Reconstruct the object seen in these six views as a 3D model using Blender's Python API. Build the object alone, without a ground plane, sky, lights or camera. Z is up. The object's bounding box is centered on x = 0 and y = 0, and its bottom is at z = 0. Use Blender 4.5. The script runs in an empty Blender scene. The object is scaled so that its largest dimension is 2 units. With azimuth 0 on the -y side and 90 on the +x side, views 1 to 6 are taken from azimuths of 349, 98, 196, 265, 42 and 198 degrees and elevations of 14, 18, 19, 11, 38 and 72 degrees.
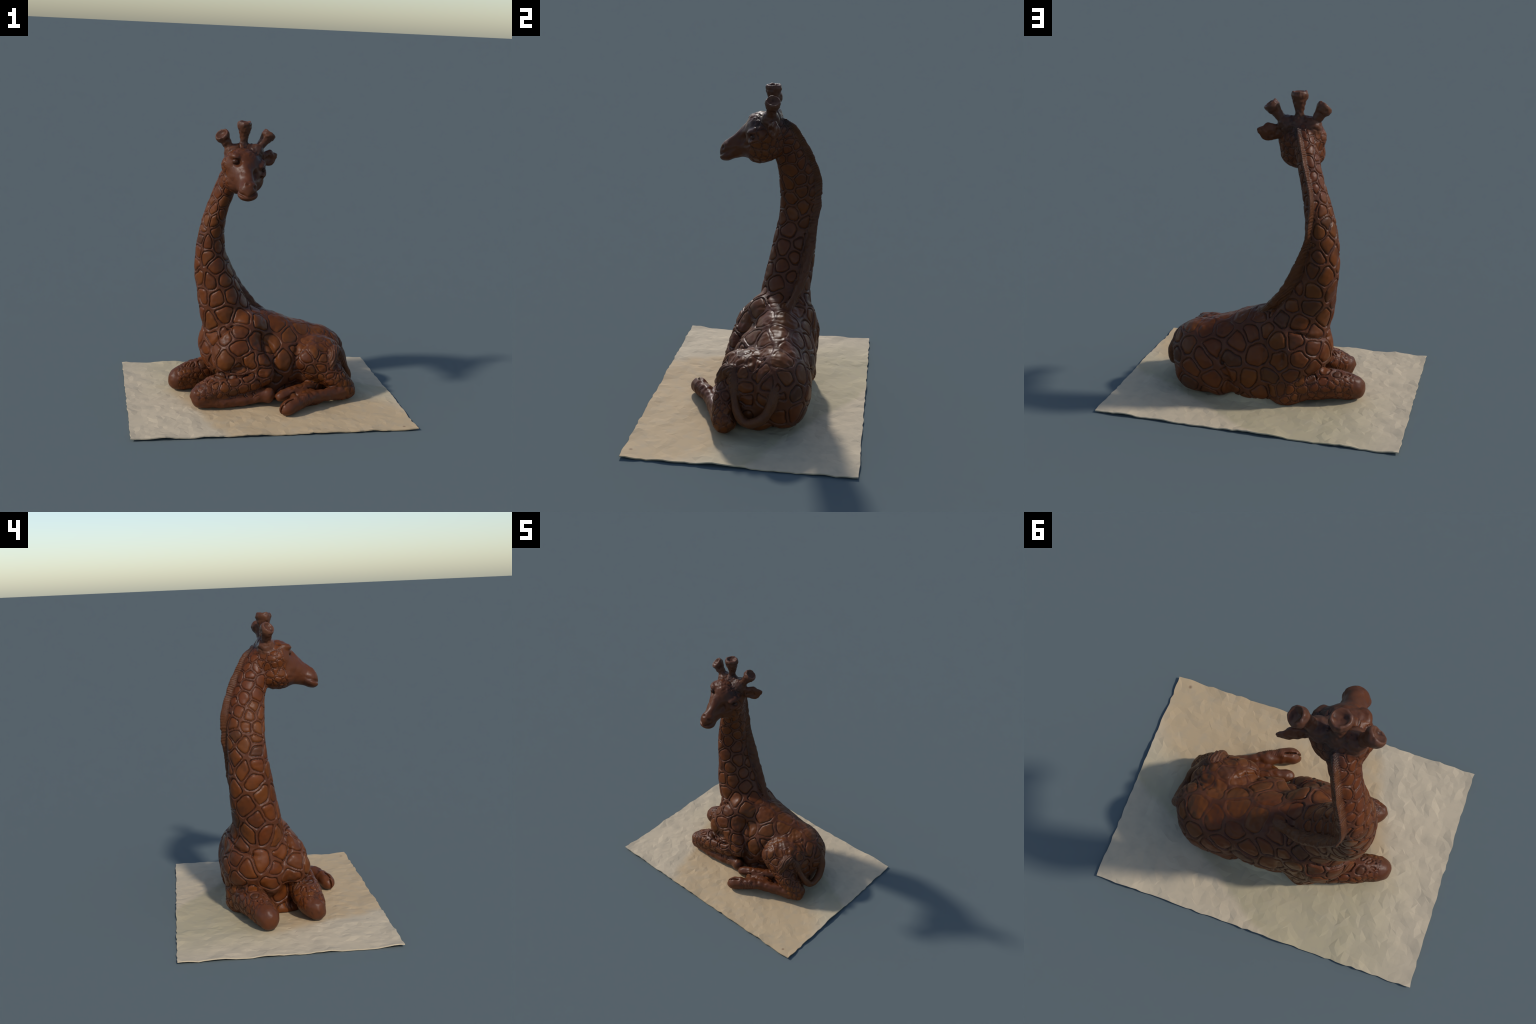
"""Bronze-brown resting giraffe statuette on a crumpled sheet of paper.

The animal is modelled as one smooth body: tapered sweeps and ellipsoids are
blended in a distance field, meshed with surface nets, embossed with the coat
pattern and then cut by region into its anatomical parts."""
import bpy, math
import numpy as np
from mathutils import Vector

rng = np.random.default_rng(7)
PARTS = ["torso", "neck", "head", "foreleg_a", "foreleg_b", "hindleg_a", "hindleg_b",
         "tail", "mane", "horn_a", "horn_b", "horn_c", "ear", "hoof_a", "hoof_b", "hoof_c", "eye_a", "eye_b"]
PID = {n: i for i, n in enumerate(PARTS)}

# ---------------------------------------------------------------- grid axes
def axis(lo, hi, f0, f1, coarse, fine):
    """Grid line positions: 'coarse' spacing outside [f0,f1], 'fine' inside."""
    out = [lo]
    while out[-1] < hi:
        x = out[-1]
        gap = max(f0 - x, x - f1, 0.0)
        out.append(x + fine + (coarse - fine) * min(1.0, gap / 0.08))
    return np.array(out, np.float32)

GX = axis(-0.76, 0.76, -0.42, 0.08, 0.0052, 0.0036)
GY = axis(-0.50, 0.44, -0.36, 0.20, 0.0052, 0.0040)
GZ = axis(-0.03, 2.03, 1.50, 2.03, 0.0052, 0.0036)
F = np.full((len(GX), len(GY), len(GZ)), 0.3, np.float32)
L = np.zeros(F.shape, np.uint8)

def window(lo, hi, pad):
    s = []
    for g, a, b in zip((GX, GY, GZ), lo, hi):
        i = max(0, int(np.searchsorted(g, a - pad)) - 1)
        j = min(len(g), int(np.searchsorted(g, b + pad)) + 1)
        s.append(slice(i, j))
    return tuple(s)

def coords(w):
    return np.meshgrid(GX[w[0]], GY[w[1]], GZ[w[2]], indexing="ij", sparse=True)

def blend(w, d, k, part):
    """Smooth union of distance d into the field inside window w."""
    f = F[w]
    L[w] = np.where(d < f, PID[part], L[w])
    h = np.clip(k - np.abs(f - d), 0, None)
    F[w] = np.minimum(f, d) - h * h / (4 * k)

def carve(w, d, k):
    f = F[w]
    h = np.clip(k - np.abs(f + d), 0, None)
    F[w] = np.maximum(f, -d) + h * h / (4 * k)

def basis(direction, roll=0.0, up=(0, 0, 1)):
    t = Vector(direction).normalized()
    a = t.cross(Vector(up)).normalized()
    b = a.cross(t).normalized()
    c, s = math.cos(roll), math.sin(roll)
    return np.array([t, a * c + b * s, b * c - a * s], np.float32)

def ellipsoid_d(X, Y, Z, c, r, M):
    q = [M[i][0] * (X - c[0]) + M[i][1] * (Y - c[1]) + M[i][2] * (Z - c[2]) for i in range(3)]
    k0 = np.sqrt(sum((q[i] / r[i]) ** 2 for i in range(3)))
    k1 = np.sqrt(sum((q[i] / r[i] ** 2) ** 2 for i in range(3)))
    return k0 * (k0 - 1) / (k1 + 1e-6)

def ellipsoid(part, c, r, k=0.05, axis_dir=(1, 0, 0), roll=0.0, cut=False):
    """r = radii along axis_dir, sideways, upwards."""
    M = basis(axis_dir, roll)
    ext = np.sqrt(((M * np.array(r, np.float32)[:, None]) ** 2).sum(0))
    w = window(np.array(c) - ext, np.array(c) + ext, k + 0.012)
    d = ellipsoid_d(*coords(w), c, r, M).astype(np.float32)
    (carve(w, d, k) if cut else blend(w, d, k, part))

def spline(pts, per):
    """Catmull-Rom through control rows (any number of columns)."""
    p = np.array(pts, np.float64)
    q = np.vstack([2 * p[0] - p[1], p, 2 * p[-1] - p[-2]])
    out = []
    for i in range(1, len(q) - 2):
        for t in np.arange(per) / per:
            a, b, c, d = q[i - 1:i + 3]
            out.append(0.5 * (2 * b + (c - a) * t + (2 * a - 5 * b + 4 * c - d) * t * t + (3 * b - a - 3 * c + d) * t ** 3))
    out.append(p[-1])
    return np.array(out)

def sweep(part, pts, k=0.05, side=(0, 1, 0), per=6, cut=False):
    """Rows x,y,z,ra,rb: a tube with elliptic section; ra lies along 'side'."""
    s = spline(pts, per)
    rmax = s[:, 3:5].max()
    lo, hi = s[:, :3].min(0) - rmax, s[:, :3].max(0) + rmax
    W = window(lo, hi, k + 0.012)
    D = np.full(F[W].shape, 0.3, np.float32)
    for i in range(len(s) - 1):
        p0, p1 = s[i, :3], s[i + 1, :3]
        t = p1 - p0
        ln = np.linalg.norm(t)
        if ln < 1e-6:
            continue
        t = t / ln
        sd = np.array(side[i] if not np.isscalar(side[0]) else side, float)
        a = sd - t * (sd @ t)
        a /= np.linalg.norm(a)
        b = np.cross(t, a)
        rm = max(s[i, 3:5].max(), s[i + 1, 3:5].max())
        w = window(np.minimum(p0, p1) - rm, np.maximum(p0, p1) + rm, k + 0.012)
        X, Y, Z = coords(w)
        X, Y, Z = X - p0[0], Y - p0[1], Z - p0[2]
        h = np.clip((X * t[0] + Y * t[1] + Z * t[2]) / ln, 0, 1).astype(np.float32)
        ra = s[i, 3] + (s[i + 1, 3] - s[i, 3]) * h
        rb = s[i, 4] + (s[i + 1, 4] - s[i, 4]) * h
        u = X * a[0] + Y * a[1] + Z * a[2]
        v = X * b[0] + Y * b[1] + Z * b[2]
        wv = X * t[0] + Y * t[1] + Z * t[2] - h * ln
        rt = np.minimum(ra, rb)
        k0 = np.sqrt((u / ra) ** 2 + (v / rb) ** 2 + (wv / rt) ** 2)
        k1 = np.sqrt((u / ra ** 2) ** 2 + (v / rb ** 2) ** 2 + (wv / rt ** 2) ** 2)
        d = (k0 * (k0 - 1) / (k1 + 1e-6)).astype(np.float32)
        d = np.where(k0 < 0.3, np.minimum(d, -0.5 * rt), d)
        o = tuple(slice(max(0, w[j].start - W[j].start), w[j].stop - W[j].start) for j in range(3))
        D[o] = np.minimum(D[o], d)
    (carve(W, D, k) if cut else blend(W, D, k, part))

# ---------------------------------------------------------------- the animal
# torso: x, y, z, half width, half height
sweep("torso", [(-0.30, 0.115, 0.38, 0.15, 0.16), (-0.18, 0.115, 0.37, 0.19, 0.24), (-0.05, 0.122, 0.345, 0.205, 0.285),
                (0.15, 0.128, 0.30, 0.205, 0.262), (0.32, 0.145, 0.265, 0.19, 0.246), (0.44, 0.145, 0.25, 0.165, 0.230),
                (0.50, 0.12, 0.22, 0.125, 0.185)], k=0.05)
ellipsoid("torso", (0.08, 0.165, 0.25), (0.30, 0.185, 0.225), k=0.05)
ellipsoid("torso", (0.03, 0.20, 0.085), (0.21, 0.12, 0.09), k=0.04)
ellipsoid("torso", (-0.12, 0.00, 0.51), (0.13, 0.115, 0.125), k=0.06)
ellipsoid("torso", (0.09, -0.005, 0.265), (0.23, 0.165, 0.21), k=0.045)
ellipsoid("torso", (0.27, -0.10, 0.055), (0.22, 0.10, 0.06), k=0.03)
ellipsoid("hindleg_b", (0.27, -0.235, 0.07), (0.16, 0.065, 0.06), k=0.03)
ellipsoid("torso", (0.03, -0.09, 0.12), (0.12, 0.075, 0.12), k=0.03)
# neck: x, y, z, two half widths; the long axis of the section points at the mane
NECK = [(-0.215, 0.116, 0.50, 0.200, 0.170), (-0.279, 0.117, 0.65, 0.177, 0.153), (-0.327, 0.137, 0.79, 0.144, 0.150), (-0.354, 0.149, 0.88, 0.127, 0.145),
        (-0.371, 0.158, 0.97, 0.116, 0.134), (-0.381, 0.165, 1.07, 0.100, 0.126), (-0.377, 0.171, 1.17, 0.089, 0.122),
        (-0.365, 0.171, 1.27, 0.081, 0.119), (-0.342, 0.161, 1.37, 0.073, 0.113), (-0.312, 0.141, 1.47, 0.067, 0.103),
        (-0.280, 0.109, 1.57, 0.065, 0.092), (-0.250, 0.068, 1.66, 0.068, 0.086), (-0.228, 0.021, 1.73, 0.074, 0.077)]
nk = spline(NECK, 6)
turn = np.radians(np.interp(nk[:, 2], [0.5, 0.85, 1.05, 1.28, 1.45, 1.7], [24, 24, -18, -8, 2, 0]))
sweep("neck", NECK, k=0.055, side=[(math.cos(t), math.sin(t), 0) for t in turn], per=6)
# shoulders and chest lobes
ellipsoid("foreleg_b", (-0.225, 0.20, 0.37), (0.185, 0.135, 0.20), k=0.06)
ellipsoid("foreleg_b", (-0.12, 0.215, 0.48), (0.12, 0.105, 0.135), k=0.05)
ellipsoid("foreleg_b", (-0.17, 0.265, 0.075), (0.095, 0.07, 0.07), k=0.03)
ellipsoid("torso", (-0.31, 0.05, 0.315), (0.105, 0.11, 0.15), k=0.05)
ellipsoid("foreleg_a", (-0.278, -0.12, 0.33), (0.095, 0.095, 0.12), k=0.04)
ellipsoid("torso", (-0.17, 0.02, 0.15), (0.13, 0.13, 0.14), k=0.05)
ellipsoid("torso", (-0.20, -0.02, 0.03), (0.09, 0.15, 0.06), k=0.03)
ellipsoid("foreleg_a", (-0.20, -0.055, 0.39), (0.165, 0.125, 0.165), k=0.055)
sweep("foreleg_a", [(-0.20, -0.09, 0.39, 0.11, 0.12), (-0.08, -0.14, 0.31, 0.09, 0.10), (-0.005, -0.158, 0.255, 0.066, 0.075)], k=0.035)
# left fore leg, folded: forearm, cannon, hoof
sweep("foreleg_a", [(-0.015, -0.17, 0.225, 0.066, 0.075), (-0.16, -0.18, 0.19, 0.088, 0.09), (-0.32, -0.182, 0.152, 0.100, 0.090),
                    (-0.43, -0.205, 0.119, 0.085, 0.082), (-0.483, -0.23, 0.098, 0.06, 0.07)], k=0.025)
sweep("foreleg_a", [(-0.47, -0.232, 0.075, 0.055, 0.055), (-0.32, -0.235, 0.065, 0.05, 0.05), (-0.18, -0.23, 0.068, 0.045, 0.046), (-0.06, -0.218, 0.085, 0.042, 0.046)], k=0.02)
sweep("hoof_a", [(-0.07, -0.215, 0.088, 0.042, 0.046), (-0.02, -0.22, 0.095, 0.045, 0.052), (0.012, -0.228, 0.095, 0.048, 0.058)], k=0.012)
# right fore leg
sweep("foreleg_b", [(-0.22, 0.24, 0.36, 0.10, 0.14), (-0.18, 0.25, 0.22, 0.095, 0.12), (-0.18, 0.245, 0.12, 0.085, 0.095)], k=0.04)
sweep("foreleg_b", [(-0.17, 0.24, 0.115, 0.085, 0.10), (-0.32, 0.20, 0.135, 0.09, 0.105), (-0.46, 0.15, 0.135, 0.085, 0.10),
                    (-0.57, 0.11, 0.115, 0.075, 0.082), (-0.605, 0.098, 0.10, 0.066, 0.07)], k=0.03)
sweep("foreleg_b", [(-0.60, 0.10, 0.075, 0.05, 0.05), (-0.42, 0.13, 0.06, 0.05, 0.045), (-0.25, 0.16, 0.06, 0.05, 0.045)], k=0.02)
# haunches
ellipsoid("hindleg_b", (0.385, 0.198, 0.222), (0.215, 0.158, 0.225), k=0.04)
ellipsoid("hindleg_b", (0.275, 0.255, 0.115), (0.095, 0.09, 0.10), k=0.03)
ellipsoid("hindleg_b", (0.45, 0.205, 0.12), (0.14, 0.12, 0.10), k=0.03)
ellipsoid("hindleg_a", (0.400, -0.022, 0.262), (0.205, 0.152, 0.202), k=0.03)
ellipsoid("torso", (0.53, 0.04, 0.14), (0.075, 0.13, 0.13), k=0.03)
sweep("hindleg_a", [(0.325, -0.105, 0.325, 0.095, 0.115), (0.43, -0.125, 0.25, 0.09, 0.105), (0.53, -0.145, 0.17, 0.078, 0.085), (0.60, -0.145, 0.10, 0.065, 0.07)], k=0.03)
ellipsoid("hindleg_a", (0.60, -0.142, 0.082), (0.072, 0.068, 0.068), k=0.02)
sweep("hindleg_a", [(0.58, -0.17, 0.08, 0.052, 0.058), (0.46, -0.225, 0.090, 0.041, 0.047), (0.34, -0.280, 0.092, 0.037, 0.040), (0.30, -0.300, 0.092, 0.038, 0.041), (0.26, -0.322, 0.092, 0.046, 0.049), (0.215, -0.35, 0.09, 0.042, 0.047), (0.18, -0.37, 0.085, 0.045, 0.049)], k=0.015)
sweep("hoof_b", [(0.175, -0.375, 0.082, 0.046, 0.050), (0.14, -0.390, 0.076, 0.052, 0.054), (0.115, -0.400, 0.068, 0.052, 0.050), (0.098, -0.404, 0.060, 0.040, 0.040)], k=0.008)
ellipsoid("hoof_b", (0.115, -0.405, 0.12), (0.06, 0.005, 0.022), k=0.006, axis_dir=(-0.9, -0.42, 0.0), cut=True)
ellipsoid("hoof_b", (0.065, -0.42, 0.07), (0.035, 0.005, 0.06), k=0.006, axis_dir=(-0.9, -0.42, -0.25), cut=True)
sweep("hindleg_b", [(0.36, -0.13, 0.12, 0.038, 0.038), (0.25, -0.195, 0.12, 0.036, 0.036), (0.17, -0.235, 0.115, 0.036, 0.036)], k=0.02)
sweep("hoof_c", [(0.16, -0.235, 0.112, 0.036, 0.036), (0.11, -0.255, 0.10, 0.040, 0.038), (0.09, -0.262, 0.095, 0.036, 0.034)], k=0.012)
# tail with tuft
sweep("tail", [(0.54, 0.15, 0.40, 0.035, 0.035), (0.60, 0.155, 0.33, 0.034, 0.034), (0.642, 0.15, 0.25, 0.032, 0.032), (0.658, 0.11, 0.165, 0.03, 0.03), (0.660, 0.04, 0.118, 0.03, 0.03), (0.650, -0.02, 0.122, 0.028, 0.028),
               (0.635, -0.062, 0.185, 0.025, 0.025), (0.59, -0.085, 0.275, 0.024, 0.024), (0.548, -0.095, 0.355, 0.026, 0.028), (0.51, -0.115, 0.388, 0.030, 0.032)], k=0.012, per=5)
sweep("tail", [(0.513, -0.115, 0.383, 0.032, 0.034), (0.488, -0.148, 0.362, 0.043, 0.034), (0.475, -0.172, 0.30, 0.045, 0.026), (0.47, -0.18, 0.255, 0.022, 0.014)], k=0.012)
# mane: a soft fin along the back of the neck
MANE = [(0.020, 0.171, 0.600), (-0.070, 0.200, 0.665), (-0.146, 0.236, 0.758), (-0.208, 0.260, 0.866), (-0.260, 0.277, 0.978), (-0.300, 0.284, 1.080), (-0.328, 0.291, 1.180),
        (-0.339, 0.296, 1.280), (-0.340, 0.290, 1.380), (-0.316, 0.256, 1.480), (-0.286, 0.223, 1.570), (-0.258, 0.178, 1.650), (-0.232, 0.130, 1.720), (-0.207, 0.085, 1.770)]
mn = spline(MANE, 6)
nk = spline(NECK, 8)
fin_dir = []
for p in mn[:-1]:
    c = nk[np.argmin(((nk[:, :3] - p) ** 2).sum(1)), :3]
    fin_dir.append(p - c)
grow = np.interp(np.arange(len(MANE)), [0, 2, 4, 6, 9, 12, 13], [0.016, 0.046, 0.060, 0.052, 0.044, 0.040, 0.022])
mane_rows = []
for p, g in zip(np.array(MANE), grow):
    d = fin_dir[min(len(fin_dir) - 1, int(np.argmin(((mn[:-1] - p) ** 2).sum(1))))]
    mane_rows.append((*(p - d / np.linalg.norm(d) * max(0.0, g - 0.034)), g, float(np.interp(p[2], [0.6, 0.95, 1.2], [0.026, 0.020, 0.012]))))
sweep("mane", mane_rows, k=0.016, side=fin_dir, per=6)
# head: skull, brow, cheeks, muzzle (radii are along, across, up)
ellipsoid("head", (-0.203, -0.038, 1.695), (0.115, 0.15, 0.105), k=0.04, axis_dir=(0, -1, -0.1), roll=0.12)
ellipsoid("head", (-0.208, -0.066, 1.742), (0.080, 0.100, 0.076), k=0.03, axis_dir=(0, -1, -0.25), roll=0.12)
ellipsoid("head", (-0.205, -0.05, 1.60), (0.125, 0.138, 0.095), k=0.04, axis_dir=(0.05, -1, -0.05))
sweep("head", [(-0.205, -0.09, 1.655, 0.102, 0.105), (-0.208, -0.17, 1.612, 0.070, 0.080), (-0.205, -0.225, 1.587, 0.058, 0.063), (-0.206, -0.262, 1.570, 0.060, 0.056)], k=0.03, side=(1, 0, 0))
ellipsoid("head", (-0.208, -0.272, 1.545), (0.052, 0.068, 0.036), k=0.015, axis_dir=(0, -1, -0.5))
ellipsoid("head", (-0.19, -0.272, 1.610), (0.030, 0.044, 0.022), k=0.015, axis_dir=(0, -1, -0.5), roll=0.35)
sweep("head", [(-0.205, -0.145, 1.715, 0.042, 0.03), (-0.198, -0.20, 1.668, 0.030, 0.022), (-0.192, -0.25, 1.630, 0.026, 0.02)], k=0.012, side=(1, 0, -0.25))
ellipsoid("head", (-0.278, -0.112, 1.778), (0.04, 0.025, 0.016), k=0.025, axis_dir=(0.6, -1, -0.3))
ellipsoid("head", (-0.085, -0.088, 1.715), (0.05, 0.024, 0.02), k=0.02, axis_dir=(-0.25, -1, -0.3))
ellipsoid("head", (-0.078, -0.082, 1.655), (0.045, 0.024, 0.02), k=0.02, axis_dir=(-0.25, -1, -0.3))
# sockets, nostrils and mouth
ellipsoid("head", (-0.268, -0.155, 1.740), (0.034, 0.030, 0.026), k=0.014, cut=True)
ellipsoid("head", (-0.140, -0.178, 1.655), (0.035, 0.016, 0.022), k=0.03, axis_dir=(0, -1, -0.6), cut=True)
ellipsoid("head", (-0.062, -0.10, 1.685), (0.026, 0.018, 0.018), k=0.012, cut=True)
ellipsoid("head", (-0.214, -0.303, 1.620), (0.018, 0.013, 0.013), k=0.008, cut=True)
ellipsoid("head", (-0.158, -0.298, 1.597), (0.018, 0.013, 0.013), k=0.008, cut=True)
sweep("head", [(-0.325, -0.12, 1.585, 0.009, 0.010), (-0.295, -0.17, 1.580, 0.009, 0.010), (-0.276, -0.23, 1.577, 0.008, 0.010), (-0.272, -0.28, 1.560, 0.008, 0.009), (-0.21, -0.335, 1.532, 0.008, 0.008)], k=0.010, cut=True)
sweep("head", [(-0.21, -0.335, 1.532, 0.008, 0.008), (-0.142, -0.28, 1.568, 0.008, 0.009), (-0.138, -0.23, 1.590, 0.008, 0.010), (-0.118, -0.17, 1.615, 0.009, 0.010), (-0.085, -0.11, 1.640, 0.007, 0.008)], k=0.010, cut=True)
ellipsoid("eye_a", (-0.272, -0.128, 1.742), (0.019, 0.018, 0.017), k=0.004)
ellipsoid("eye_b", (-0.072, -0.092, 1.684), (0.016, 0.016, 0.015), k=0.004)
ellipsoid("head", (-0.195, 0.012, 1.805), (0.03, 0.10, 0.045), k=0.03, axis_dir=(0, -1, 0))
# horns with flared hollow tips
def horn(part, base, tip, r_stem, r_tip, flat=(1, 1), face=None):
    b, t = np.array(base), np.array(tip)
    rows = [(*(b + (t - b) * f), r * flat[0], r * flat[1]) for f, r in ((0, r_stem * 1.8), (0.25, r_stem * 1.05), (0.55, r_stem), (0.8, r_tip * 0.82), (0.93, r_tip))]
    sweep(part, rows, k=0.016, side=(0, 1, 0))
    n = np.array(face, float) if face else t - b
    n = n / np.linalg.norm(n)
    ellipsoid(part, tuple(t + n * r_tip * 0.62), (r_tip * 0.75, r_tip * 0.85, r_tip * 0.85), k=0.012, axis_dir=tuple(n + np.array([0, 1e-3, 0])), cut=True)
horn("horn_a", (-0.197, 0.02, 1.79), (-0.194, 0.014, 1.984), 0.029, 0.050)
horn("horn_b", (-0.115, 0.01, 1.79), (-0.018, 0.034, 1.912), 0.033, 0.049)
horn("horn_c", (-0.275, 0.012, 1.785), (-0.352, 0.008, 1.905), 0.036, 0.050, flat=(0.9, 1.0), face=(-0.45, -0.6, 0.65))
# the one whole ear, a cupped blade
sweep("ear", [(-0.12, 0.0, 1.735, 0.03, 0.02), (-0.06, 0.025, 1.745, 0.046, 0.022), (0.0, 0.055, 1.745, 0.054, 0.020), (0.026, 0.07, 1.752, 0.034, 0.012), (0.05, 0.084, 1.762, 0.009, 0.007)], k=0.012, side=(0, 0, 1))
ellipsoid("ear", (0.0, 0.03, 1.738), (0.055, 0.016, 0.028), k=0.008, axis_dir=(0.9, 0.4, 0.1), cut=True)

# flat underside
F = np.maximum(F, (0.012 - GZ)[None, None, :])

# ---------------------------------------------------------------- surface nets
def surface_nets(F, gx, gy, gz):
    inside = F < 0
    nx, ny, nz = F.shape
    c = np.zeros((nx - 1, ny - 1, nz - 1), np.uint8)
    for dx in (0, 1):
        for dy in (0, 1):
            for dz in (0, 1):
                c += inside[dx:nx - 1 + dx, dy:ny - 1 + dy, dz:nz - 1 + dz]
    cells = np.argwhere((c > 0) & (c < 8))
    index = np.full(c.shape, -1, np.int32)
    index[tuple(cells.T)] = np.arange(len(cells))
    acc, cnt = np.zeros((len(cells), 3)), np.zeros(len(cells))
    corner = [(a, b, d) for a in (0, 1) for b in (0, 1) for d in (0, 1)]
    G = (gx, gy, gz)
    for a in corner:
        for ax in range(3):
            if a[ax]:
                continue
            b = list(a); b[ax] = 1
            ia, ib = cells + a, cells + b
            fa, fb = F[tuple(ia.T)], F[tuple(ib.T)]
            m = (fa < 0) != (fb < 0)
            t = np.where(m, fa / np.where(m, fa - fb, 1), 0)
            for q in range(3):
                pa, pb = G[q][ia[:, q]], G[q][ib[:, q]]
                acc[:, q] += np.where(m, pa + (pb - pa) * t, 0)
            cnt += m
    V = acc / cnt[:, None]
    quads = []
    for ax in range(3):
        o1, o2 = [(1, 2), (2, 0), (0, 1)][ax]
        lo = [slice(None)] * 3; hi = [slice(None)] * 3
        lo[ax], hi[ax] = slice(0, -1), slice(1, None)
        A, B = inside[tuple(lo)], inside[tuple(hi)]
        e = np.argwhere(A != B)
        ok = (e[:, o1] > 0) & (e[:, o2] > 0) & (e[:, o1] < F.shape[o1] - 1) & (e[:, o2] < F.shape[o2] - 1)
        e = e[ok]
        flip = ~A[tuple(e.T)]
        def at(d1, d2):
            q = e.copy(); q[:, o1] += d1; q[:, o2] += d2
            return index[tuple(q.T)]
        q = np.stack([at(-1, -1), at(0, -1), at(0, 0), at(-1, 0)], 1)
        q[flip] = q[flip][:, ::-1]
        quads.append(q)
    return V, np.vstack(quads), cells

V, Q, cells = surface_nets(F, GX, GY, GZ)
lab = L[tuple((cells + (V > np.stack([GX[cells[:, 0]] + 0.5 * (GX[cells[:, 0] + 1] - GX[cells[:, 0]]),
                                      GY[cells[:, 1]] + 0.5 * (GY[cells[:, 1] + 1] - GY[cells[:, 1]]),
                                      GZ[cells[:, 2]] + 0.5 * (GZ[cells[:, 2] + 1] - GZ[cells[:, 2]])], 1))).T)]

def components(Q, n):
    """Label of the connected piece of every vertex (min-label propagation)."""
    lbl = np.arange(n)
    while True:
        m = lbl[Q].min(1)
        new = lbl.copy()
        for j in range(4):
            np.minimum.at(new, Q[:, j], m)
        new = new[new]
        if (new == lbl).all():
            return lbl
        lbl = new
comp = components(Q, len(V))
ids, counts = np.unique(comp, return_counts=True)
keep = np.isin(comp, ids[counts > 200])
# keep only outer pieces: drop enclosed bubbles
main = ids[counts.argmax()]
keep &= comp == main
remap = np.cumsum(keep) - 1
Q = remap[Q[keep[Q].all(1)]]
V, lab = V[keep], lab[keep]

E2 = np.vstack([Q[:, [0, 1]], Q[:, [1, 2]], Q[:, [2, 3]], Q[:, [3, 0]]])
def neighbour_mean(x):
    s = np.zeros((len(V),) + x.shape[1:]); n = np.zeros(len(V))
    for j in range(x.shape[1]):
        s[:, j] = np.bincount(E2[:, 0], x[E2[:, 1], j], len(V)) + np.bincount(E2[:, 1], x[E2[:, 0], j], len(V))
    n = np.bincount(E2[:, 0], minlength=len(V)) + np.bincount(E2[:, 1], minlength=len(V))
    return s / n[:, None]
for lam in (0.5, -0.52) * 4:
    V = V + lam * (neighbour_mean(V) - V)

def normals(V):
    n = np.cross(V[Q[:, 2]] - V[Q[:, 0]], V[Q[:, 3]] - V[Q[:, 1]])
    out = np.stack([sum(np.bincount(Q[:, j], n[:, q], len(V)) for j in range(4)) for q in range(3)], 1)
    return out / (np.linalg.norm(out, axis=1, keepdims=True) + 1e-12)
N = normals(V)

onehot = np.zeros((len(V), len(PARTS)))
onehot[np.arange(len(V)), lab] = 1
for _ in range(10):
    onehot = neighbour_mean(onehot)
weight = onehot
lab = onehot.argmax(1)

# ---------------------------------------------------------------- creases
def crease(pts, depth, width):
    """Press a furrow into the skin along a path, whatever its exact height."""
    global V, N
    q = spline(pts, 14)
    tan = np.gradient(q, axis=0)
    tan /= np.linalg.norm(tan, axis=1, keepdims=True)
    lo, hi = q.min(0) - 0.09, q.max(0) + 0.09
    m = np.where(((V > lo) & (V < hi)).all(1))[0]
    d2 = ((V[m][:, None] - q[None]) ** 2).sum(2)
    j = d2.argmin(1)
    v = V[m] - q[j]
    n = N[m]
    vn = (v * n).sum(1)
    inner = ((j > 0) & (j < len(q) - 1))[:, None]
    flat = v - n * vn[:, None]
    tj = tan[j] - n * (tan[j] * n).sum(1)[:, None]
    tj /= np.linalg.norm(tj, axis=1, keepdims=True) + 1e-9
    flat = np.where(inner, flat - tj * (flat * tj).sum(1)[:, None], flat)
    side = np.linalg.norm(flat, axis=1)
    ends = np.clip(np.minimum(j, len(q) - 1 - j) / 10.0, 0.1, 1)
    gate = np.clip((0.075 - np.abs(vn)) / 0.03, 0, 1)
    V[m] -= n * (depth * ends * gate * np.exp(-(side / width) ** 2))[:, None]
crease([(-0.05, -0.09, 0.54), (0.03, -0.15, 0.44), (0.068, -0.18, 0.33), (0.075, -0.18, 0.20)], 0.022, 0.020)
crease([(-0.37, -0.16, 0.235), (-0.27, -0.225, 0.250), (-0.17, -0.25, 0.272), (-0.08, -0.235, 0.285)], 0.026, 0.018)
crease([(0.36, -0.02, 0.49), (0.27, -0.10, 0.43), (0.215, -0.155, 0.32), (0.225, -0.18, 0.20)], 0.012, 0.016)
crease([(-0.09, 0.27, 0.58), (-0.055, 0.33, 0.45), (-0.05, 0.36, 0.30), (-0.07, 0.33, 0.13)], 0.010, 0.016)
crease([(-0.17, 0.33, 0.45), (-0.172, 0.35, 0.38), (-0.165, 0.35, 0.30)], 0.022, 0.022)
crease([(0.28, 0.30, 0.36), (0.21, 0.345, 0.25), (0.185, 0.34, 0.15), (0.18, 0.30, 0.05)], 0.018, 0.020)
crease([(-0.16, 0.29, 0.59), (-0.28, 0.265, 0.51), (-0.38, 0.18, 0.46), (-0.42, 0.10, 0.455)], 0.012, 0.014)
crease([(-0.20, -0.06, 0.60), (-0.29, -0.08, 0.51), (-0.35, -0.06, 0.43), (-0.395, -0.01, 0.36)], 0.018, 0.016)
crease([(-0.41, 0.20, 0.24), (-0.34, 0.285, 0.22), (-0.26, 0.33, 0.225)], 0.016, 0.016)
N = normals(V)

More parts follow.
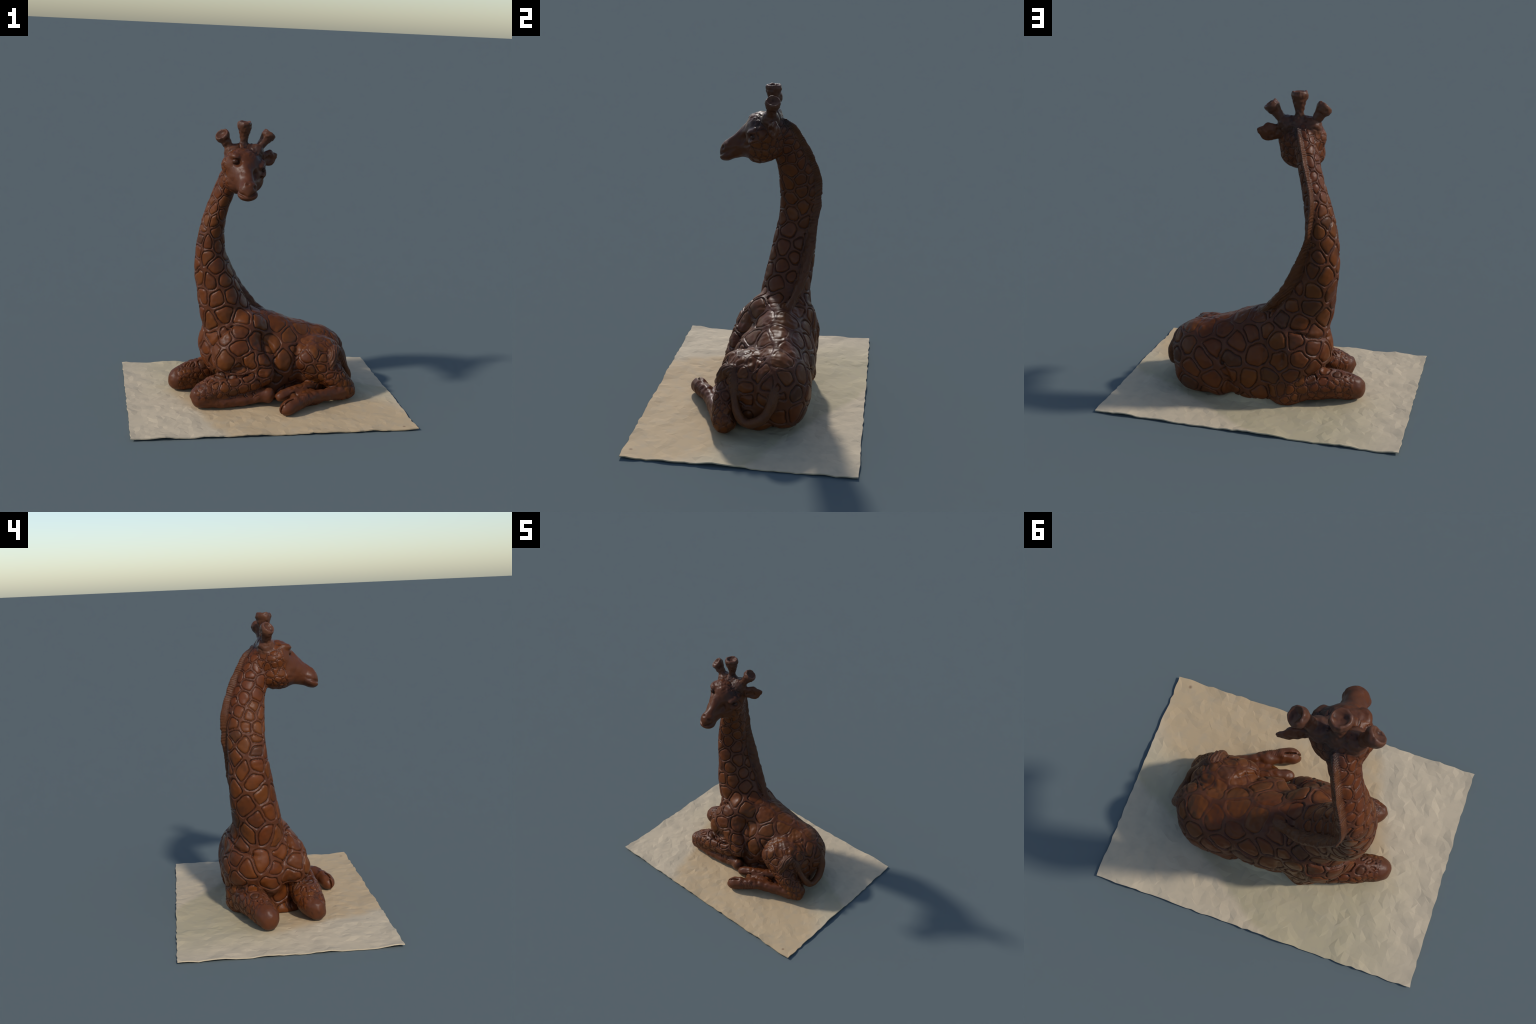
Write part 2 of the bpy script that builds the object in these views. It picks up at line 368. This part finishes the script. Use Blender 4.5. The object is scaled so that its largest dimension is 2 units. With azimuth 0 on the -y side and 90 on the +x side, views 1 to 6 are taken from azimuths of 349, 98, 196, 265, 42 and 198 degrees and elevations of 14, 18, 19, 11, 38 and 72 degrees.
# ---------------------------------------------------------------- coat relief
def value_noise(P, scale, seed):
    """Smooth lattice noise in -1..1."""
    r = np.random.default_rng(seed).random(4096) * 2 - 1
    q = P / scale
    i = np.floor(q).astype(np.int64); f = q - i; f = f * f * (3 - 2 * f)
    out = 0
    for a in (0, 1):
        for b in (0, 1):
            for c in (0, 1):
                h = ((i[:, 0] + a) * 73856093 ^ (i[:, 1] + b) * 19349663 ^ (i[:, 2] + c) * 83492791) & 4095
                out = out + r[h] * np.where(a, f[:, 0], 1 - f[:, 0]) * np.where(b, f[:, 1], 1 - f[:, 1]) * np.where(c, f[:, 2], 1 - f[:, 2])
    return out

cell_of = {"torso": 0.132, "neck": 0.09, "head": 0.040, "foreleg_a": 0.108, "foreleg_b": 0.105, "hindleg_a": 0.085, "hindleg_b": 0.122}
size = np.full(len(V), 0.05)
has = np.zeros(len(V))
for n, s in cell_of.items():
    has += weight[:, PID[n]]
size = sum(weight[:, PID[n]] * s for n, s in cell_of.items()) + (1 - has) * 0.04
z, x, y = V[:, 2], V[:, 0], V[:, 1]
size = np.where(lab == PID["neck"], np.interp(z, [0.6, 0.9, 1.3, 1.6, 1.75], [0.122, 0.112, 0.084, 0.062, 0.048]), size)
shank = np.isin(lab, [PID["foreleg_a"], PID["foreleg_b"], PID["hindleg_a"]]) & (z < 0.20)
size = np.where(shank, np.interp(x, [-0.6, -0.45, -0.1, 0.3, 0.6], [0.030, 0.038, 0.075, 0.045, 0.036]), size)
# Poisson-disc seeds on the skin
cand = rng.permutation(len(V))[:26000]
seeds = []
sp = np.zeros((0, 3)); sr = np.zeros(0)
for c in cand:
    r = size[c] * (0.78 + 0.5 * rng.random())
    if len(sr) == 0 or (((sp - V[c]) ** 2).sum(1) > (np.minimum(sr, r)) ** 2).all():
        sp = np.vstack([sp, V[c]]); sr = np.append(sr, r); seeds.append(c)
seeds = np.array(seeds)
LAM = 0.05
P6 = np.hstack([V, LAM * N]).astype(np.float32)
S6 = P6[seeds]
warp = np.stack([value_noise(V, 0.045, 30 + i) for i in range(3)], 1) * 0.010
P6w = P6.copy(); P6w[:, :3] += warp
edge = np.zeros(len(V)); plate = np.zeros(len(V), int)
for a in range(0, len(V), 20000):
    p = P6w[a:a + 20000]
    d2 = (p ** 2).sum(1)[:, None] + (S6 ** 2).sum(1)[None] - 2 * p @ S6.T
    k = np.argpartition(d2, 5, axis=1)[:, :6]
    dd = np.take_along_axis(d2, k, 1)
    o = dd.argsort(1)
    k = np.take_along_axis(k, o, 1); dd = np.take_along_axis(dd, o, 1)
    gap = np.linalg.norm(S6[k[:, 1:]] - S6[k[:, :1]], axis=2) + 1e-6
    e = (dd[:, 1:] - dd[:, :1]) / (2 * gap)
    soft = 0.075 * size[a:a + 20000][:, None]
    edge[a:a + 20000] = -(soft[:, 0]) * np.log(np.exp(-e / soft).sum(1)) + soft[:, 0] * 0.15
    plate[a:a + 20000] = k[:, 0]
# net band between plates, incised outline, gently domed plate
u = edge / size
band = 0.070
prof = np.interp(u, [-0.2, band - 0.045, band - 0.022, band + 0.018, band + 0.085, 0.25, 0.5], [0.30, 0.35, 0.60, -1.0, 0.35, 0.62, 0.75])
tr = np.random.default_rng(5)
lamp_tinted = (S6[:, 0] > -0.08) & (S6[:, 1] < 0.22) & (S6[:, 2] > 0.36) & (S6[:, 2] < 0.62)  # back plates tinted amber for the warm lamplight of the scan
tone = np.where(lamp_tinted & (tr.random(len(seeds)) < 0.6), 1, np.where(S6[:, 2] > 1.45, 0, tr.choice(4, len(seeds), p=[0.50, 0.20, 0.22, 0.08])))[plate] + 1
face = (weight[:, PID["head"]] > 0.5) & (y < np.interp(z, [1.5, 1.85], [-0.13, -0.07]))
belly = np.clip((0.05 - z) / 0.04, 0, 1)
amp = np.clip(has, 0, 1) * np.interp(size, [0.02, 0.04, 0.1], [0.0028, 0.0042, 0.0072]) * (1 - belly)
knee = np.isin(lab, [PID["foreleg_a"], PID["foreleg_b"]]) & (x < np.where(y > 0, -0.60, -0.50))
cannon = ((lab == PID["foreleg_a"]) & (z < 0.10)) | ((lab == PID["hindleg_a"]) & (y < -0.22) & (z < 0.14))
back = np.clip((N[:, 2] - 0.55) / 0.3, 0, 1) * (x > -0.02)
amp = amp * np.where(face | knee | cannon, 0.12, 1) * (1 - 0.75 * back)
amp = neighbour_mean(neighbour_mean(amp[:, None]))[:, 0]
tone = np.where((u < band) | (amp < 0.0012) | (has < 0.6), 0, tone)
relief = amp * prof
worn = 1 + 1.2 * back + 1.0 * weight[:, PID["hindleg_a"]] + 0.8 * weight[:, PID["foreleg_a"]]
relief += worn * 0.0018 * value_noise(V, 0.026, 1) + 0.0035 * value_noise(V, 0.08, 2)
legs = sum(weight[:, PID[n]] for n in ("foreleg_a", "foreleg_b", "hindleg_a")) * (z < 0.25)
relief += legs * 0.005 * value_noise(V, 0.055, 16) + weight[:, PID["mane"]] * 0.004 * value_noise(V, 0.03, 17)
# swirling folds of skin on the near haunch and at the root of the tail
fold = np.exp(-(((x - 0.50) / 0.13) ** 2 + ((y + 0.02) / 0.13) ** 2 + ((z - 0.38) / 0.12) ** 2)) * has
relief += fold * 0.0035 * np.sin((0.7 * x + 0.5 * y + 0.5 * z) * 2 * np.pi / 0.036 + 6.5 * value_noise(V, 0.085, 14))
# rough crown and rough horn knobs
crown = weight[:, PID["head"]] * np.clip((z - 1.76) / 0.03, 0, 1)
knob = sum(weight[:, PID[n]] for n in ("horn_a", "horn_b", "horn_c"))
relief += (crown * 0.0025 + knob * 0.0035 + weight[:, PID["ear"]] * 0.004) * value_noise(V, 0.016, 15)
# ringed wrinkles above the hooves
ring = (lab == PID["hindleg_a"]) & (y < -0.345)
relief[ring] += 0.0016 * np.sin(x[ring] * 2 * np.pi / 0.012)
# hair strokes on mane and tail tuft, wrinkles over the fetlock
mask = weight[:, PID["mane"]] > 0.05
relief[mask] += weight[mask, PID["mane"]] * 0.0010 * (1 + 1.6 * value_noise(V[mask], 0.04, 8)) * np.sin((V[mask, 2] + 0.9 * V[mask, 0] - 0.5 * V[mask, 1]) * 2 * np.pi / 0.017 + 5.5 * value_noise(V[mask], 0.06, 9))
tuft = (lab == PID["tail"]) & (y < -0.105)
relief[tuft] += 0.0028 * np.sin((x[tuft] - 0.35 * z[tuft]) * 2 * np.pi / 0.017 + 3.0 * value_noise(V[tuft], 0.05, 11))
V = V + N * relief[:, None]
V[:, 2] = np.maximum(V[:, 2], 0.008)
N = normals(V)

# ---------------------------------------------------------------- materials
def nodes_of(name):
    m = bpy.data.materials.new(name)
    m.use_nodes = True
    return m, m.node_tree.nodes, m.node_tree.links, m.node_tree.nodes["Principled BSDF"]

def noise(ns, ls, vec, scale, detail=4, rough=0.55):
    n = ns.new("ShaderNodeTexNoise")
    n.inputs["Scale"].default_value, n.inputs["Detail"].default_value, n.inputs["Roughness"].default_value = scale, detail, rough
    ls.new(vec, n.inputs["Vector"])
    return n.outputs["Fac"]

def ramp(ns, ls, fac, stops):
    r = ns.new("ShaderNodeValToRGB")
    while len(r.color_ramp.elements) < len(stops):
        r.color_ramp.elements.new(0.5)
    for e, (p, c) in zip(r.color_ramp.elements, stops):
        e.position, e.color = p, (*c, 1) if len(c) == 3 else c
    ls.new(fac, r.inputs["Fac"])
    return r.outputs["Color"]

def mix(ns, ls, fac, a, b, mode="MIX"):
    m = ns.new("ShaderNodeMix")
    m.data_type, m.blend_type = "RGBA", mode
    for s, v in ((m.inputs["Factor"], fac), (m.inputs["A"], a), (m.inputs["B"], b)):
        if isinstance(v, (int, float)):
            s.default_value = v
        elif isinstance(v, tuple):
            s.default_value = (*v, 1)
        else:
            ls.new(v, s)
    return m.outputs["Result"]

def maths(ns, ls, op, a, b=0.0, clamp=False):
    m = ns.new("ShaderNodeMath")
    m.operation, m.use_clamp = op, clamp
    for s, v in zip(m.inputs, (a, b)):
        if isinstance(v, (int, float)):
            s.default_value = v
        else:
            ls.new(v, s)
    return m.outputs[0]

def varnish(name, base, warm, cool, rough=0.38, grain=260, hair=None):
    m, ns, ls, bs = nodes_of(name)
    co = ns.new("ShaderNodeTexCoord").outputs["Object"]
    big = noise(ns, ls, co, 5.0, 3)
    mid = noise(ns, ls, co, 24.0, 5)
    c = mix(ns, ls, ramp(ns, ls, big, [(0.38, (0, 0, 0)), (0.62, (1, 1, 1))]), base, warm)
    c = mix(ns, ls, ramp(ns, ls, mid, [(0.48, (0, 0, 0)), (0.72, (0.6, 0.6, 0.6))]), c, cool)
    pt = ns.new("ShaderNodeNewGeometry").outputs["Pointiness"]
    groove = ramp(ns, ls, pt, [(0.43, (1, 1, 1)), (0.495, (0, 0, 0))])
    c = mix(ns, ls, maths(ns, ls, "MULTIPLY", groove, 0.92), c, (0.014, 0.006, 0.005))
    rim = ramp(ns, ls, pt, [(0.53, (0, 0, 0)), (0.62, (1, 1, 1))])  # ridges lightened to paint the scan's thin white highlights
    c = mix(ns, ls, maths(ns, ls, "MULTIPLY", rim, 0.55), c, (0.25, 0.145, 0.115))
    # sooty patina gathered on the crown, between the horns and beside the right eye
    for spot, size in (((-0.17, 0.0, 1.80), 0.10), ((-0.10, -0.07, 1.75), 0.085), ((-0.20, 0.10, 1.76), 0.06)):
        dv = ns.new("ShaderNodeVectorMath"); dv.operation = "DISTANCE"
        ls.new(co, dv.inputs[0]); dv.inputs[1].default_value = spot
        soot = maths(ns, ls, "SUBTRACT", 1.15, maths(ns, ls, "DIVIDE", dv.outputs["Value"], size), clamp=True)
        soot = maths(ns, ls, "MULTIPLY", soot, maths(ns, ls, "MULTIPLY", mid, 1.9), clamp=True)
        c = mix(ns, ls, maths(ns, ls, "MULTIPLY", soot, 0.75), c, (0.030, 0.020, 0.018))
    ls.new(c, bs.inputs["Base Color"])
    fine = noise(ns, ls, co, grain, 3)
    ls.new(maths(ns, ls, "ADD", maths(ns, ls, "MULTIPLY", mid, 0.22), rough - 0.11), bs.inputs["Roughness"])
    bs.inputs["Specular IOR Level"].default_value = 0.20
    b = ns.new("ShaderNodeBump")
    b.inputs["Strength"].default_value, b.inputs["Distance"].default_value = 0.25, 0.002
    h = fine
    if hair:
        w = ns.new("ShaderNodeTexWave")
        w.inputs["Scale"].default_value, w.inputs["Distortion"].default_value, w.inputs["Detail"].default_value = hair, 6.0, 2.0
        w.bands_direction = "DIAGONAL"
        ls.new(co, w.inputs["Vector"])
        h = maths(ns, ls, "ADD", fine, maths(ns, ls, "MULTIPLY", w.outputs["Fac"], 2.0))
    ls.new(h, b.inputs["Height"])
    ls.new(b.outputs["Normal"], bs.inputs["Normal"])
    return m

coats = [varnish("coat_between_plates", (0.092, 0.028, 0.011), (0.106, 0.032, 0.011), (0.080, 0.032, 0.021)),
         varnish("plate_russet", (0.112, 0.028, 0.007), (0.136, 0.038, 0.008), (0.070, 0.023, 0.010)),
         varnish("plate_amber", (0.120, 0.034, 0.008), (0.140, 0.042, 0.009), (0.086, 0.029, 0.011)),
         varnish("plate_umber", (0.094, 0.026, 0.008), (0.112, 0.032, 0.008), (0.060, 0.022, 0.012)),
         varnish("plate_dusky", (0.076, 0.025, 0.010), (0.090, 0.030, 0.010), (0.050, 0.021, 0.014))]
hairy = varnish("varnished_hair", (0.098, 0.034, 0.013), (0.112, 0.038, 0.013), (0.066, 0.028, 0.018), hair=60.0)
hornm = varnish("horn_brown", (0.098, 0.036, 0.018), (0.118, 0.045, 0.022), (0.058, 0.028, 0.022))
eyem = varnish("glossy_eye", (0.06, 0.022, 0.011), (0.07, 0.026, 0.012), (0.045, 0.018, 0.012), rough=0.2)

# ---------------------------------------------------------------- cut into parts
giraffe = bpy.data.objects.new("giraffe_figurine", None)
giraffe["label"] = "glossy brown resting giraffe statuette with embossed coat"
giraffe["category"] = "figurine"
bpy.context.scene.collection.objects.link(giraffe)
flab = np.sort(lab[Q], axis=1)[:, 1]
mat_of = {"mane": hairy, "tail": hairy, "horn": hornm, "hoof": coats[0], "eye": eyem}
made = {}
for n in PARTS:
    f = Q[flab == PID[n]]
    if not len(f):
        continue
    used, inv = np.unique(f, return_inverse=True)
    f = inv.reshape(-1, 4)
    kind = n.split("_")[0]
    me = bpy.data.meshes.new(kind)
    me.vertices.add(len(used)); me.vertices.foreach_set("co", V[used].astype(np.float32).ravel())
    me.loops.add(len(f) * 4); me.loops.foreach_set("vertex_index", f.astype(np.int32).ravel())
    me.polygons.add(len(f)); me.polygons.foreach_set("loop_start", np.arange(len(f), dtype=np.int32) * 4)
    me.polygons.foreach_set("use_smooth", np.ones(len(f), bool))
    me.update(); me.validate()
    me.normals_split_custom_set_from_vertices(N[used].tolist())
    if kind in mat_of:
        me.materials.append(mat_of[kind])
    else:
        for mt in coats:
            me.materials.append(mt)
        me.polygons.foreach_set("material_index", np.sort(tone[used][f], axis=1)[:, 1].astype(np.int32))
    o = bpy.data.objects.new(kind, me)
    bpy.context.scene.collection.objects.link(o)
    made[n] = o
own = {"mane": "neck", "horn_a": "head", "horn_b": "head", "horn_c": "head", "ear": "head", "eye_a": "head", "eye_b": "head",
       "hoof_a": "foreleg_a", "hoof_b": "hindleg_a", "hoof_c": "hindleg_b"}
for n, o in made.items():
    o.parent = made[own[n]] if n in own else giraffe

# ---------------------------------------------------------------- the paper sheet
def sheet():
    sx, sy, nx, ny = 0.975, 0.683, 62, 44
    r = np.random.default_rng(21)
    gx, gy = np.meshgrid(np.linspace(-sx, sx, nx), np.linspace(-sy, sy, ny), indexing="ij")
    px = gx + (r.random(gx.shape) - 0.5) * 0.018
    py = gy + (r.random(gx.shape) - 0.5) * 0.018
    for e in (0, -1):
        px[e] = gx[e] + (r.random(ny) - 0.5) * 0.008; py[:, e] = gy[:, e] + (r.random(nx) - 0.5) * 0.008
        py[e, 1:-1] = gy[e, 1:-1]; px[1:-1, e] = gx[1:-1, e]
    P = np.stack([px.ravel(), py.ravel(), 0 * px.ravel()], 1)
    h = 0.013 + 0.006 * value_noise(P, 0.30, 51) + 0.004 * value_noise(P, 0.11, 52) + 0.0032 * value_noise(P, 0.05, 53) + 0.0010 * (r.random(len(P)) * 2 - 1)
    rim = np.maximum(np.abs(P[:, 0]) / sx, np.abs(P[:, 1]) / sy)
    h += np.clip((rim - 0.9) / 0.1, 0, 1) * (0.004 + 0.008 * value_noise(P, 0.16, 54))
    # the paper climbs to the belly on the far side
    h += 0.06 * np.exp(-(((P[:, 0] - 0.05) / 0.19) ** 2 + ((P[:, 1] - 0.25) / 0.065) ** 2))
    P[:, 2] = np.clip(h, 0.008, 0.09)
    q = np.arange(nx * ny).reshape(nx, ny)
    tris = []
    for i in range(nx - 1):
        for j in range(ny - 1):
            a, b, c, d = q[i, j], q[i + 1, j], q[i + 1, j + 1], q[i, j + 1]
            tris += [(a, b, c), (a, c, d)] if r.random() < 0.5 else [(a, b, d), (b, c, d)]
    me = bpy.data.meshes.new("paper_sheet")
    me.from_pydata(P.tolist(), [], tris)
    o = bpy.data.objects.new("paper_sheet", me)
    bpy.context.scene.collection.objects.link(o)
    sub = o.modifiers.new("soft", "SUBSURF"); sub.levels = sub.render_levels = 1; sub.subdivision_type = "SIMPLE"
    so = o.modifiers.new("thickness", "SOLIDIFY"); so.thickness, so.offset = 0.007, -1
    o["label"], o["category"] = "creased cream paper sheet under the figurine", "paper sheet"
    m, ns, ls, bs = nodes_of("shadow_painted_paper")
    tc = ns.new("ShaderNodeTexCoord").outputs["Object"]
    wob = noise(ns, ls, tc, 3.0, 2)
    sep = ns.new("ShaderNodeSeparateXYZ"); ls.new(tc, sep.inputs[0])
    X, Y = sep.outputs[0], sep.outputs[1]
    c = mix(ns, ls, 0.0, (0.55, 0.445, 0.305), (0.5, 0.45, 0.38))
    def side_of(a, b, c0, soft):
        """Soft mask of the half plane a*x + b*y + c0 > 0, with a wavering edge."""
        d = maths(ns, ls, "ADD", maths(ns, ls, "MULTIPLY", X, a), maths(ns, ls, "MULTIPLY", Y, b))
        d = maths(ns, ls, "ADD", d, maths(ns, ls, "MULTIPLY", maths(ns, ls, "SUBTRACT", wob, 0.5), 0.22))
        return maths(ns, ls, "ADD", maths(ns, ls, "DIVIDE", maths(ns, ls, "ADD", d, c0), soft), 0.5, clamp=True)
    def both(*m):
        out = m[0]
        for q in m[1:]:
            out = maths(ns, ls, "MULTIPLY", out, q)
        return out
    tan = both(side_of(1.0, 0.42, 0.63, 0.08), side_of(-1.0, -0.70, 0.725, 0.16), side_of(0.0, -1.0, 0.10, 0.3))  # baked lamp shadow on the near side, painted as a tan zone
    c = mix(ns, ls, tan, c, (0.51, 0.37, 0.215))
    olive = both(side_of(-0.52, -0.86, 0.544, 0.05), side_of(0.1, 1.0, 0.0, 0.3), side_of(1.0, 0.0, 0.72, 0.4))  # second lamp's shadow, drawn into the paper colour in olive
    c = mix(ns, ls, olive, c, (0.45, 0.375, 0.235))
    mid = noise(ns, ls, tc, 14.0, 4)
    c = mix(ns, ls, ramp(ns, ls, mid, [(0.45, (0, 0, 0)), (0.7, (0.35, 0.35, 0.35))]), c, (0.40, 0.335, 0.24))
    dot = ns.new("ShaderNodeVectorMath"); dot.operation = "DISTANCE"
    ls.new(tc, dot.inputs[0]); dot.inputs[1].default_value = (0.888, -0.638, 0.015)
    c = mix(ns, ls, maths(ns, ls, "MULTIPLY", maths(ns, ls, "SUBTRACT", 1.6, maths(ns, ls, "DIVIDE", dot.outputs["Value"], 0.009), clamp=True), 0.7), c, (0.20, 0.11, 0.06))
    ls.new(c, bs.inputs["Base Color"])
    bs.inputs["Roughness"].default_value = 0.75
    bs.inputs["Specular IOR Level"].default_value = 0.25
    b = ns.new("ShaderNodeBump"); b.inputs["Strength"].default_value, b.inputs["Distance"].default_value = 0.2, 0.002
    ls.new(noise(ns, ls, tc, 90.0, 5), b.inputs["Height"]); ls.new(b.outputs["Normal"], bs.inputs["Normal"])
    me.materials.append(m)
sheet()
